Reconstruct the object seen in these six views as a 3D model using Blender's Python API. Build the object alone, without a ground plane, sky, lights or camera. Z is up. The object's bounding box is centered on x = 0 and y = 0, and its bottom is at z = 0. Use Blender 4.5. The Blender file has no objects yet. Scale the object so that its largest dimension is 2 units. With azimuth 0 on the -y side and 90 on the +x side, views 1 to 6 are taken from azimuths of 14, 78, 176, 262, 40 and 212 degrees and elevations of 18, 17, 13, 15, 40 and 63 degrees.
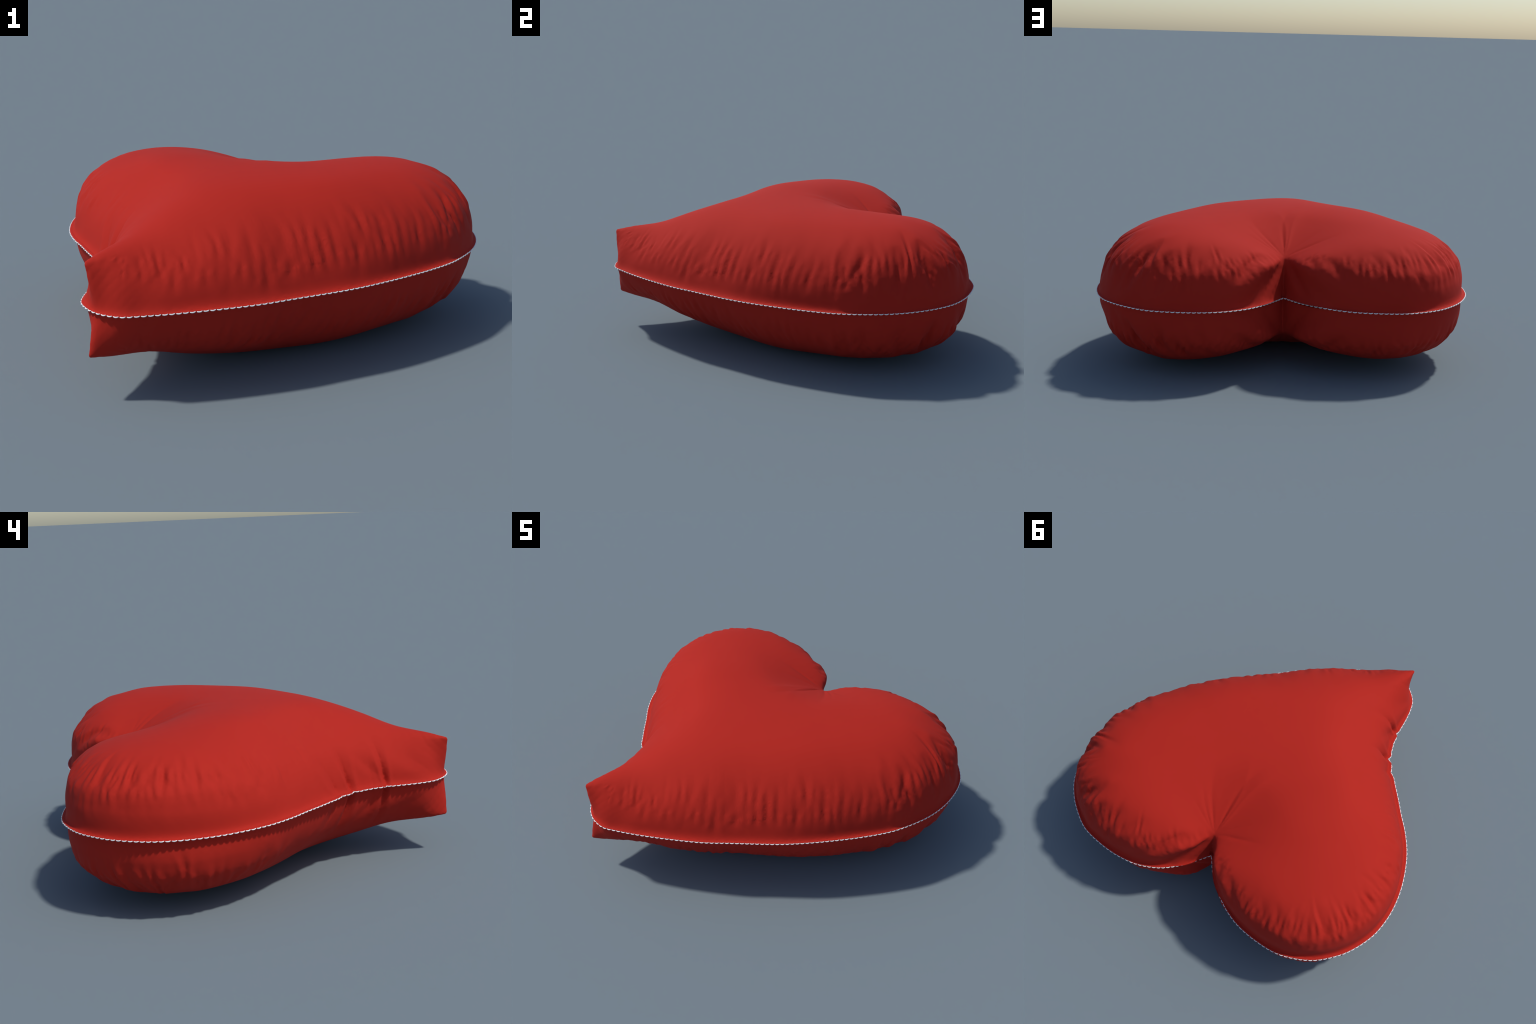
# Heart-shaped cushion: a flat heart pattern with a box wall is cut, sewn along a
# mid-height seam, inflated with a cloth simulation, then trimmed with a seam
# flange and a row of white overcast stitches.
import bpy, math
import numpy as np
from mathutils import Vector, Matrix
from mathutils.geometry import delaunay_2d_cdt

SEAM_Z = 0.391          # height of the seam plane
WALL = 0.200            # half height of the box wall in the pattern
SPACING = 0.024        # cloth mesh spacing
FLANGE = 0.028          # width of the flat seam allowance
FRAMES = 20

# ------------------------------------------------------------------ outline
# Control points of the outer seam edge, counter-clockwise from the notch.
SEAM = np.array([
    (0.008, .648), (-.07, .745), (-.157, .816), (-.252, .873), (-.355, .910), (-.49, .927),
    (-.60, .923), (-.70, .893), (-.785, .848), (-.85, .79), (-.905, .725), (-.95, .645),
    (-.985, .55), (-.999, .44), (-.995, .34), (-.975, .235), (-.94, .13), (-.895, .035),
    (-.83, -.06), (-.765, -.135), (-.70, -.215), (-.63, -.297), (-.585, -.35), (-.545, -.405),
    (-.515, -.465), (-.50, -.53), (-.488, -.60), (-.484, -.68), (-.475, -.76), (-.455, -.83),
    (-.415, -.88), (-.37, -.915), (-.32, -.935), (-.25, -.94), (-.19, -.915), (-.117, -.878),
    (-.04, -.835), (.078, -.762), (.217, -.667), (.33, -.57), (.50, -.425), (.61, -.315),
    (.725, -.18), (.82, -.055), (.90, .07), (.95, .19), (.982, .30), (.995, .40), (.993, .50),
    (.975, .60), (.945, .68), (.90, .745), (.835, .81), (.735, .88), (.65, .91), (.51, .929),
    (.39, .925), (.30, .905), (.204, .86), (.121, .79), (.065, .722)])
TIP = 31                                  # index of the pointed end
# pinched folds on the hollow side: position, depth, half width, fold height, lean
FOLDS = [((-.532, -.412), .034, .011, .25, -.10), ((-.583, -.345), .016, .018, .20, -.32),
         ((-.489, -.588), .024, .008, .25, -.13), ((-.497, -.52), .008, .016, .20, -.05)]


def inward(points, distance):
    t = np.roll(points, -1, 0) - np.roll(points, 1, 0)
    t /= np.linalg.norm(t, axis=1)[:, None]
    return points + np.stack([-t[:, 1], t[:, 0]], 1) * np.asarray(distance).reshape(-1, 1)


def spline(points, per_span, corners):
    n, out = len(points), []
    for i in range(n):
        p0, p1, p2, p3 = points[i - 1], points[i], points[(i + 1) % n], points[(i + 2) % n]
        if i in corners:
            p0 = 2 * p1 - p2
        if (i + 1) % n in corners:
            p3 = 2 * p2 - p1
        for j in range(per_span):
            t = j / per_span
            out.append(.5 * (2 * p1 + (p2 - p0) * t + (2 * p0 - 5 * p1 + 4 * p2 - p3) * t * t
                             + (3 * p1 - p0 - 3 * p2 + p3) * t ** 3))
    return np.array(out)


def sharpen(points, corner):
    """Replace the rounded tip by the pointed corner of the cloth pattern."""
    p, corner = points.copy(), np.array(corner)
    left, right = p[TIP - 5].copy(), p[TIP + 6].copy()
    for i in range(TIP - 4, TIP):
        f = (i - TIP + 5) / 5
        p[i] = left * (1 - f) + corner * f + np.array([.012, 0]) * math.sin(math.pi * f)
    p[TIP] = corner
    for i in range(TIP + 1, TIP + 6):
        f = (TIP + 6 - i) / 6
        p[i] = right * (1 - f) + corner * f
    return p


count = len(SEAM)
index = np.arange(count)
allowance = np.where((index > TIP - 4) & (index < TIP + 5), FLANGE * .6, FLANGE)
allowance[[1, 2, -2, -1]] = .012
allowance[44:52] = .022
foot = inward(SEAM, allowance)
foot[0] = (.008, .648 - FLANGE * 1.35)
# how far the pattern of the top panel is cut inside (+) or outside (-) the seam foot
cut = np.interp(index, [0, 1, 2, 5, 14, 18, 22, 26, 31, 34, 37, 39, 42, 46, 57, 59, 60, 61],
                [0, -.034, -.032, -.024, -.015, .022, .038, .034, 0, .006, .046, .034, -.006, -.024, -.019, -.032, -.034, 0])
wall_rest = sharpen(foot, (-.388, -.914))
panel_rest = sharpen(inward(wall_rest, cut), (-.398, -.922))
panel_rest[0] = (.008, .628)

PER = 40
panel_fine = spline(panel_rest, PER, {0, TIP})
wall_fine = spline(wall_rest, PER, {0, TIP})
foot_fine = spline(foot, PER, {0})


def even(first, last):
    k = np.arange(first, last + 1) % len(panel_fine)
    s = np.r_[0, np.cumsum(np.linalg.norm(np.diff(panel_fine[k], axis=0), axis=1))]
    u = np.linspace(0, s[-1], int(round(s[-1] / SPACING)), endpoint=False)
    return [np.stack([np.interp(u, s, q[k][:, 0]), np.interp(u, s, q[k][:, 1])], 1)
            for q in (panel_fine, wall_fine, foot_fine)]


rim, wall_foot, seam_foot = (np.r_[a, b] for a, b in
                             zip(even(0, TIP * PER), even(TIP * PER, len(panel_fine))))
ring_count = len(rim)


# ------------------------------------------------------------------ pattern
def inside(points, loop):
    hit = np.zeros(len(points), bool)
    for a, b in zip(loop, np.roll(loop, -1, 0)):
        if a[1] == b[1]:
            continue
        cross = (a[1] > points[:, 1]) != (b[1] > points[:, 1])
        hit ^= cross & (points[:, 0] < (b[0] - a[0]) * (points[:, 1] - a[1]) / (b[1] - a[1]) + a[0])
    return hit


rng = np.random.default_rng(3)
lattice = np.array([(x + (SPACING / 2 if j % 2 else 0), y)
                    for j, y in enumerate(np.arange(-1.1, 1.1, SPACING * .866))
                    for x in np.arange(-1.1, 1.1, SPACING)])
lattice += rng.normal(0, SPACING * .08, lattice.shape)
lattice = lattice[inside(lattice, rim)]
gap = np.array([np.min((rim[:, 0] - g[0]) ** 2 + (rim[:, 1] - g[1]) ** 2) for g in lattice])
lattice = lattice[gap > (SPACING * .65) ** 2]
panel = np.r_[rim, lattice]
triangles = delaunay_2d_cdt([Vector(p) for p in panel], [], [list(range(ring_count))], 1, 1e-6)[2]
faces = [tuple(t) for t in triangles]
rows = int(round(WALL / SPACING))
rest = [np.c_[panel, np.full(len(panel), WALL)]]
start = [rest[0].copy()]
for k in range(1, rows + 1):
    f, z = k / rows, np.full(ring_count, WALL * (1 - k / rows))
    rest.append(np.c_[rim + (wall_foot - rim) * f, z])
    start.append(np.c_[rim + (seam_foot - rim) * f, z])
rest, start = np.concatenate(rest), np.concatenate(start)
tip_distance = np.hypot(rest[:, 0] + .40, rest[:, 1] + .93)
rest[:, 2] *= 1 - .02 * np.clip(1 - tip_distance / .5, 0, 1)
start[:, 2] = rest[:, 2]


def ring(k):
    return list(range(ring_count)) if k == 0 else list(
        range(len(panel) + (k - 1) * ring_count, len(panel) + k * ring_count))


for k in range(rows):
    a, b = ring(k), ring(k + 1)
    for i in range(ring_count):
        j = (i + 1) % ring_count
        if (i + k) % 2:
            faces += [(a[i], b[i], b[j]), (a[i], b[j], a[j])]
        else:
            faces += [(a[i], b[i], a[j]), (b[i], b[j], a[j])]


# ------------------------------------------------------------------ inflate
def inflate():
    scene = bpy.context.scene
    mesh = bpy.data.meshes.new("pattern")
    mesh.from_pydata(start.tolist(), [], faces)
    cloth = bpy.data.objects.new("pattern", mesh)
    scene.collection.objects.link(cloth)
    cloth.shape_key_add(name="Basis")
    key = cloth.shape_key_add(name="rest")
    key.data.foreach_set("co", rest.ravel())
    key.value = 0
    cloth.vertex_groups.new(name="pin").add(ring(rows), 1, "REPLACE")
    modifier = cloth.modifiers.new("cloth", "CLOTH")
    s = modifier.settings
    s.vertex_group_mass = "pin"
    s.quality, s.mass, s.air_damping = 5, .3, 5
    s.tension_stiffness, s.compression_stiffness, s.shear_stiffness = 40, 5, 3
    s.bending_stiffness, s.bending_damping = .5, .5
    s.tension_damping = s.compression_damping = s.shear_damping = 25
    s.use_pressure, s.uniform_pressure_force = True, 20
    s.rest_shape_key = key
    s.effector_weights.gravity = 0
    modifier.collision_settings.use_collision = False
    modifier.point_cache.frame_start, modifier.point_cache.frame_end = 1, FRAMES + 1
    for frame in range(1, FRAMES + 1):
        scene.frame_set(frame)
    evaluated = cloth.evaluated_get(bpy.context.evaluated_depsgraph_get())
    result = evaluated.to_mesh()
    co = np.empty(len(result.vertices) * 3)
    result.vertices.foreach_get("co", co)
    evaluated.to_mesh_clear()
    bpy.data.objects.remove(cloth)
    bpy.data.meshes.remove(mesh)
    scene.frame_set(1)
    return co.reshape(-1, 3)


cover = inflate()
tip_vertex = len(even(0, TIP * PER)[0])
# relax the coarse cloth a little, corners and seam kept
links = np.array(sorted({(min(a, b), max(a, b)) for t in faces for a, b in zip(t, t[1:] + t[:1])}))
valence = np.bincount(links.ravel(), minlength=len(cover))[:, None]
hold = np.exp(-(np.linalg.norm(cover - cover[tip_vertex], axis=1) / .05) ** 2)
hold = np.maximum(hold, np.exp(-(np.linalg.norm(cover - cover[0], axis=1) / .04) ** 2))
hold[ring(rows)] = 1
for weight in (.5, -.52) * 3:
    mean = np.zeros_like(cover)
    np.add.at(mean, links[:, 0], cover[links[:, 1]])
    np.add.at(mean, links[:, 1], cover[links[:, 0]])
    cover += (mean / valence - cover) * (weight * (1 - hold))[:, None]
# the body sinks behind the pointed end and is fullest across the middle
tip_distance = np.hypot(cover[:, 0] + .393, cover[:, 1] + .906)
cover[:, 2] -= .020 * np.exp(-((tip_distance - .27) / .15) ** 2) * np.clip((cover[:, 2] - .05) / .15, 0, 1)
cover[:, 2] += .012 * np.exp(-((cover[:, 0] + .1) ** 2 + (cover[:, 1] + .15) ** 2) / .45 ** 2)
cover[:, 2] += .012 * np.exp(-((cover[:, 0] + .45) ** 2 + cover[:, 1] ** 2) / .25 ** 2) * np.clip(cover[:, 2] / .2 - .5, 0, 1)
for x, y, rise in ((.38, -.12, .010), (-.20, .17, .010), (-.40, .15, .012), (.02, -.60, -.013), (-.55, -.16, -.008)):
    cover[:, 2] += rise * np.exp(-((cover[:, 0] - x) ** 2 + (cover[:, 1] - y) ** 2) / .2 ** 2) * np.clip(cover[:, 2] / .2 - .5, 0, 1)
crown = np.maximum(cover[:, 2] - .355, 0)
cover[:, 2] = np.minimum(cover[:, 2], .355) + crown / (1 + crown * (1 / .035 - 1 / crown.max()))
# the end wall stands straight between its upper and lower corner
bulge = (.006 * np.exp(-(tip_distance / .06) ** 2) + .014 * np.exp(-((tip_distance - .13) / .06) ** 2)) \
    * np.sin(np.pi * np.clip(cover[:, 2] / .185, 0, 1))
away = cover[:, :2] - np.array([-.22, -.72])
cover[:, :2] += away / np.linalg.norm(away, axis=1)[:, None] * bulge[:, None]
print("inflated", cover.max(0).round(3), "tip", cover[tip_vertex].round(3), "notch", cover[0].round(3))

# ------------------------------------------------------------------ outline used by the trim
seam_line = spline(SEAM, PER, {0})
s_along = np.r_[0, np.cumsum(np.linalg.norm(np.diff(np.r_[seam_line, seam_line[:1]], axis=0), axis=1))]
total = s_along[-1]
s_along = s_along[:-1]
tangent = np.roll(seam_line, -1, 0) - np.roll(seam_line, 1, 0)
tangent /= np.linalg.norm(tangent, axis=1)[:, None]
normal_in = np.stack([-tangent[:, 1], tangent[:, 0]], 1)


def nearest(points):
    out = np.empty(len(points), int)
    for i in range(0, len(points), 2000):
        d = ((points[i:i + 2000, None] - seam_line[None]) ** 2).sum(-1)
        out[i:i + 2000] = d.argmin(1)
    return out


fold_s = [s_along[nearest(np.array([f[0]]))[0]] for f in FOLDS]


def fold_depth(s, height):
    d = np.zeros_like(s)
    for (place, depth, width, tall, lean), s0 in zip(FOLDS, fold_s):
        u = (s - s0 - lean * height) / (width * (1 + 1.2 * height / tall))
        fade = np.clip(1 - height / tall, 0, 1) * (.6 + .4 * np.clip(height / .03, 0, 1))
        d += depth * fade * (np.exp(-np.abs(u)) - .25 * np.exp(-((np.abs(u) - 2.2) ** 2)))
    return d


def refine(co):
    """Subdivide the simulated half twice; returns vertices, faces and normals."""
    mesh = bpy.data.meshes.new("half")
    mesh.from_pydata(co.tolist(), [], faces)
    ob = bpy.data.objects.new("half", mesh)
    bpy.context.scene.collection.objects.link(ob)
    sub = ob.modifiers.new("smooth", "SUBSURF")
    sub.levels = sub.render_levels = 2
    fine = bpy.data.meshes.new_from_object(ob.evaluated_get(bpy.context.evaluated_depsgraph_get()))
    v, n = np.empty(len(fine.vertices) * 3), np.empty(len(fine.vertices) * 3)
    fine.vertices.foreach_get("co", v)
    fine.vertices.foreach_get("normal", n)
    quads = np.empty(len(fine.loops), int)
    fine.loops.foreach_get("vertex_index", quads)
    bpy.data.objects.remove(ob)
    bpy.data.meshes.remove(mesh)
    bpy.data.meshes.remove(fine)
    return v.reshape(-1, 3), quads.reshape(-1, 4), n.reshape(-1, 3)


cover, quads, cover_normal = refine(cover)
near = nearest(cover[:, :2])
along = s_along[near]
inset = np.linalg.norm(cover[:, :2] - seam_line[near], axis=1)
climb = cover[:, 2] + .7 * np.maximum(0, inset - .03)      # way up the wall and over the shoulder
control_s = s_along[::PER]

# puckers: control index, amplitude, spacing, middle of the row on the climb, half length
PUCKERS = [(0, .0010, .034, .23, .04), (3, .0032, .040, .23, .05), (6, .0051, .044, .24, .075),
           (13, .0051, .045, .24, .085), (17, .0030, .056, .24, .08), (20, .0018, .064, .24, .08),
           (23, .0006, .060, .24, .08), (31, .0006, .034, .22, .04), (33, .0024, .034, .21, .05),
           (36, .0036, .042, .21, .07), (38, .0042, .054, .205, .105), (43, .0044, .052, .205, .105),
           (46, .0052, .046, .235, .09), (51, .0055, .043, .24, .08), (56, .0051, .043, .24, .075),
           (58, .0032, .040, .23, .05), (61, .0010, .034, .23, .04)]
key_s = np.array([total if p[0] == count else control_s[p[0]] for p in PUCKERS])
key_values = np.array([p[1:] for p in PUCKERS])


def puckers(seed):
    """Short pleats gathered along the edge between wall and panel."""
    r = np.random.default_rng(seed)
    d = np.zeros(len(cover))
    order = np.argsort(along)
    sorted_s = along[order]
    for row, (shift, reach) in enumerate(((.055, 1.0), (-.055, .75))):
        s = r.uniform(0, .03)
        while s < total:
            amp, spacing, middle, half = (np.interp(s, key_s, key_values[:, k]) for k in range(4))
            strength = amp * r.choice([.35, .7, 1.0, 1.35], p=[.3, .3, .25, .15]) * r.uniform(.8, 1.2)
            width = spacing * r.uniform(.22, .44)
            mid = middle + shift * half / .1 + r.normal(0, .024)
            long = half * reach * r.uniform(.5, 1.45)
            loose = np.interp(amp, [.0046, .0050], [.35, 1])     # the long sides gather more evenly
            lean = r.normal(0, .16 * loose)
            bend = r.normal(0, .5)
            span = .09
            k = order[np.searchsorted(sorted_s, s - span):np.searchsorted(sorted_s, s + span)]
            h = climb[k] - mid
            u = (along[k] - s - lean * h - bend * h * h) / (width * (1 + .5 * np.abs(h) / long))
            window = np.exp(-np.abs(h / long) ** 2.0 * 1.3)
            # a narrow valley between two soft ridges
            d[k] -= strength * window * (np.exp(-np.abs(u) ** 1.7) - .55 * np.exp(-(np.abs(u) - 1.7) ** 2 / .9))
            s += spacing * (1 + loose * r.uniform(-.38, .38))
    return d


# creases fanning out from the notch over the top: direction, reach, depth, half width in radians
FAN = [(-100, .50, .0060, .065), (-113, .46, -.0050, .060), (-90, .44, -.0045, .065), (-62, .36, .0060, .10),
       (-35, .28, .0040, .08), (-15, .22, .003, .08), (-135, .28, .0035, .09), (-160, .32, .0050, .08),
       (-176, .24, .0035, .07)]


def notch_fan():
    x, y = cover[:, 0] - .008, cover[:, 1] - .60
    r, a = np.hypot(x, y) + 1e-6, np.degrees(np.arctan2(y, x))
    d = np.zeros(len(cover))
    for angle, reach, depth, wide in FAN:
        bent = angle + 9 * np.sin(r * 6 + angle)
        u = np.radians((a - bent + 180) % 360 - 180) / wide
        fade = np.clip(r / .10, 0, 1) * np.clip(1.0 - r / reach, 0, 1) ** .7
        d -= depth * fade * np.exp(-np.abs(u) ** 1.6)
    return d * (cover[:, 2] > .17)


side = inset < .16
fold = fold_depth(along, np.clip(cover[:, 2], 0, 1)) * side
height = np.clip(cover[:, 2], 0, None)
sweep = .016 * np.exp(-height / .014) * side          # the wall sweeps out into the seam allowance
tipness = np.clip(1 - np.abs(along - control_s[TIP]) / .25, 0, 1)


def dressed(seed):
    v = cover + cover_normal * (puckers(seed) + notch_fan())[:, None]
    v[:, :2] += normal_in[near] * (fold - sweep * (1 - .4 * tipness))[:, None]
    v[:, 2] = np.maximum(v[:, 2], .0036)
    v[:, 2] *= (SEAM_Z - .001) / v[:, 2].max()
    return v


halves = {1: dressed(11), -1: dressed(12)}
seam_line = seam_line + normal_in * fold_depth(s_along, np.zeros(len(s_along)))[:, None]


# ------------------------------------------------------------------ materials
def fabric():
    m = bpy.data.materials.new("red_cotton")
    m.use_nodes = True
    nt, b = m.node_tree, m.node_tree.nodes["Principled BSDF"]
    coord = nt.nodes.new("ShaderNodeTexCoord")
    broad = nt.nodes.new("ShaderNodeTexNoise")
    broad.inputs["Scale"].default_value, broad.inputs["Detail"].default_value = 5, 3
    ramp = nt.nodes.new("ShaderNodeValToRGB")
    ramp.color_ramp.elements[0].position, ramp.color_ramp.elements[1].position = .3, .7
    ramp.color_ramp.elements[0].color = (.402, .0162, .0080, 1)
    ramp.color_ramp.elements[1].color = (.412, .0170, .0086, 1)
    fine = nt.nodes.new("ShaderNodeTexNoise")
    fine.inputs["Scale"].default_value, fine.inputs["Detail"].default_value = 260, 2
    bump = nt.nodes.new("ShaderNodeBump")
    bump.inputs["Strength"].default_value, bump.inputs["Distance"].default_value = .06, .002
    for n in (broad, fine):
        nt.links.new(coord.outputs["Object"], n.inputs["Vector"])
    nt.links.new(broad.outputs["Fac"], ramp.inputs["Fac"])
    nt.links.new(ramp.outputs["Color"], b.inputs["Base Color"])
    nt.links.new(fine.outputs["Fac"], bump.inputs["Height"])
    nt.links.new(bump.outputs["Normal"], b.inputs["Normal"])
    b.inputs["Roughness"].default_value = .85
    b.inputs["Specular IOR Level"].default_value = .21
    return m


def thread():
    m = bpy.data.materials.new("white_thread")
    m.use_nodes = True
    nt, b = m.node_tree, m.node_tree.nodes["Principled BSDF"]
    coord = nt.nodes.new("ShaderNodeTexCoord")
    wave = nt.nodes.new("ShaderNodeTexWave")
    wave.inputs["Scale"].default_value = 300
    mapping = nt.nodes.new("ShaderNodeMapping")
    mapping.inputs["Rotation"].default_value = (0, 0, .7)
    bump = nt.nodes.new("ShaderNodeBump")
    bump.inputs["Strength"].default_value, bump.inputs["Distance"].default_value = .2, .001
    nt.links.new(coord.outputs["Object"], mapping.inputs["Vector"])
    nt.links.new(mapping.outputs["Vector"], wave.inputs["Vector"])
    nt.links.new(wave.outputs["Fac"], bump.inputs["Height"])
    nt.links.new(bump.outputs["Normal"], b.inputs["Normal"])
    b.inputs["Base Color"].default_value = (.82, .82, .82, 1)
    b.inputs["Roughness"].default_value = .6
    return m


RED, WHITE = fabric(), thread()

# ------------------------------------------------------------------ parts
cushion = bpy.data.objects.new("heart_cushion", None)
bpy.context.scene.collection.objects.link(cushion)
cushion["label"] = "plump red heart-shaped cushion with white stitched seam"
cushion["category"] = "cushion"


def part(name, mesh, material):
    mesh.materials.clear()
    mesh.materials.append(material)
    ob = bpy.data.objects.new(name, mesh)
    bpy.context.scene.collection.objects.link(ob)
    ob.parent = cushion
    return ob


def cover_half(name, sign):
    mesh = bpy.data.meshes.new(name)
    v = halves[sign] * [1, 1, sign] + [0, 0, SEAM_Z]
    mesh.from_pydata(v.tolist(), [], (quads if sign > 0 else quads[:, ::-1]).tolist())
    mesh.shade_smooth()
    return part(name, mesh, RED)


cover_half("top_cover", 1)
cover_half("bottom_cover", -1)

# flat seam allowance: thin rounded strip following the seam
profile = [(.060, .0045), (.030, .0042), (.012, .0038), (.004, .0034), (.0015, .0022), (.001, 0)]
profile += [(d, -z) for d, z in profile[-2::-1]]
step = 4
line, nrm = seam_line[::step], normal_in[::step]
count_line = len(line)
strip = np.concatenate([np.c_[line + nrm * d, np.full(count_line, SEAM_Z + z)] for d, z in profile])
strip_faces = [(k * count_line + i, (k + 1) * count_line + i,
                (k + 1) * count_line + (i + 1) % count_line, k * count_line + (i + 1) % count_line)
               for k in range(len(profile) - 1) for i in range(count_line)]
flange_mesh = bpy.data.meshes.new("seam_allowance")
flange_mesh.from_pydata(strip.tolist(), [], [f[::-1] for f in strip_faces])
flange_mesh.shade_smooth()
part("seam_allowance", flange_mesh, RED)

# overcast stitches: crescents of thick thread, one mesh shared by all
stitches = int(round(total / .0262))
pitch = total / stitches


def stitch_mesh():
    sides, rings, verts, fs = 8, 12, [], []
    half = pitch * .5
    for k in range(rings + 1):
        u = -1 + 2 * k / rings
        x = u * half * .91
        bow = 1 - u * u
        centre = Vector((x, -.0022 + .0030 * bow + .0006 * u, .0012 - .0022 * bow + .0007 * u))
        radius = .0026 * max(.02, 1 - abs(u) ** 5) ** .5
        for j in range(sides):
            a = 2 * math.pi * j / sides
            verts.append(centre + Vector((0, math.cos(a), math.sin(a))) * radius)
    for k in range(rings):
        for j in range(sides):
            a, b = k * sides + j, k * sides + (j + 1) % sides
            fs.append((a, b, b + sides, a + sides))
    fs.append(tuple(range(sides))[::-1])
    fs.append(tuple(rings * sides + j for j in range(sides)))
    mesh = bpy.data.meshes.new("stitch")
    mesh.from_pydata([v[:] for v in verts], [], [f[::-1] for f in fs])
    mesh.shade_smooth()
    return mesh


thread_mesh = stitch_mesh()
thread_mesh.materials.append(WHITE)
closed = np.r_[seam_line, seam_line[:1]]
s_closed = np.r_[0, np.cumsum(np.linalg.norm(np.diff(closed, axis=0), axis=1))]
for i in range(stitches):
    ends = [np.array([np.interp(((i + e) / stitches * s_closed[-1]), s_closed, closed[:, c]) for c in (0, 1)])
            for e in (.02, .98)]
    mid = (ends[0] + ends[1]) / 2
    t = Vector((*(ends[1] - ends[0]), 0)).normalized()
    out = Vector((t.y, -t.x, 0))
    turn = Matrix(((t.x, out.x, 0), (t.y, out.y, 0), (0, 0, 1))).to_4x4()
    tilt = Matrix.Rotation(rng.normal(0, .05), 4, "X") @ Matrix.Rotation(rng.normal(0, .02), 4, "Z")
    ob = bpy.data.objects.new("stitch", thread_mesh)
    bpy.context.scene.collection.objects.link(ob)
    ob.parent = cushion
    ob.matrix_world = Matrix.Translation((mid[0], mid[1], SEAM_Z)) @ turn @ tilt
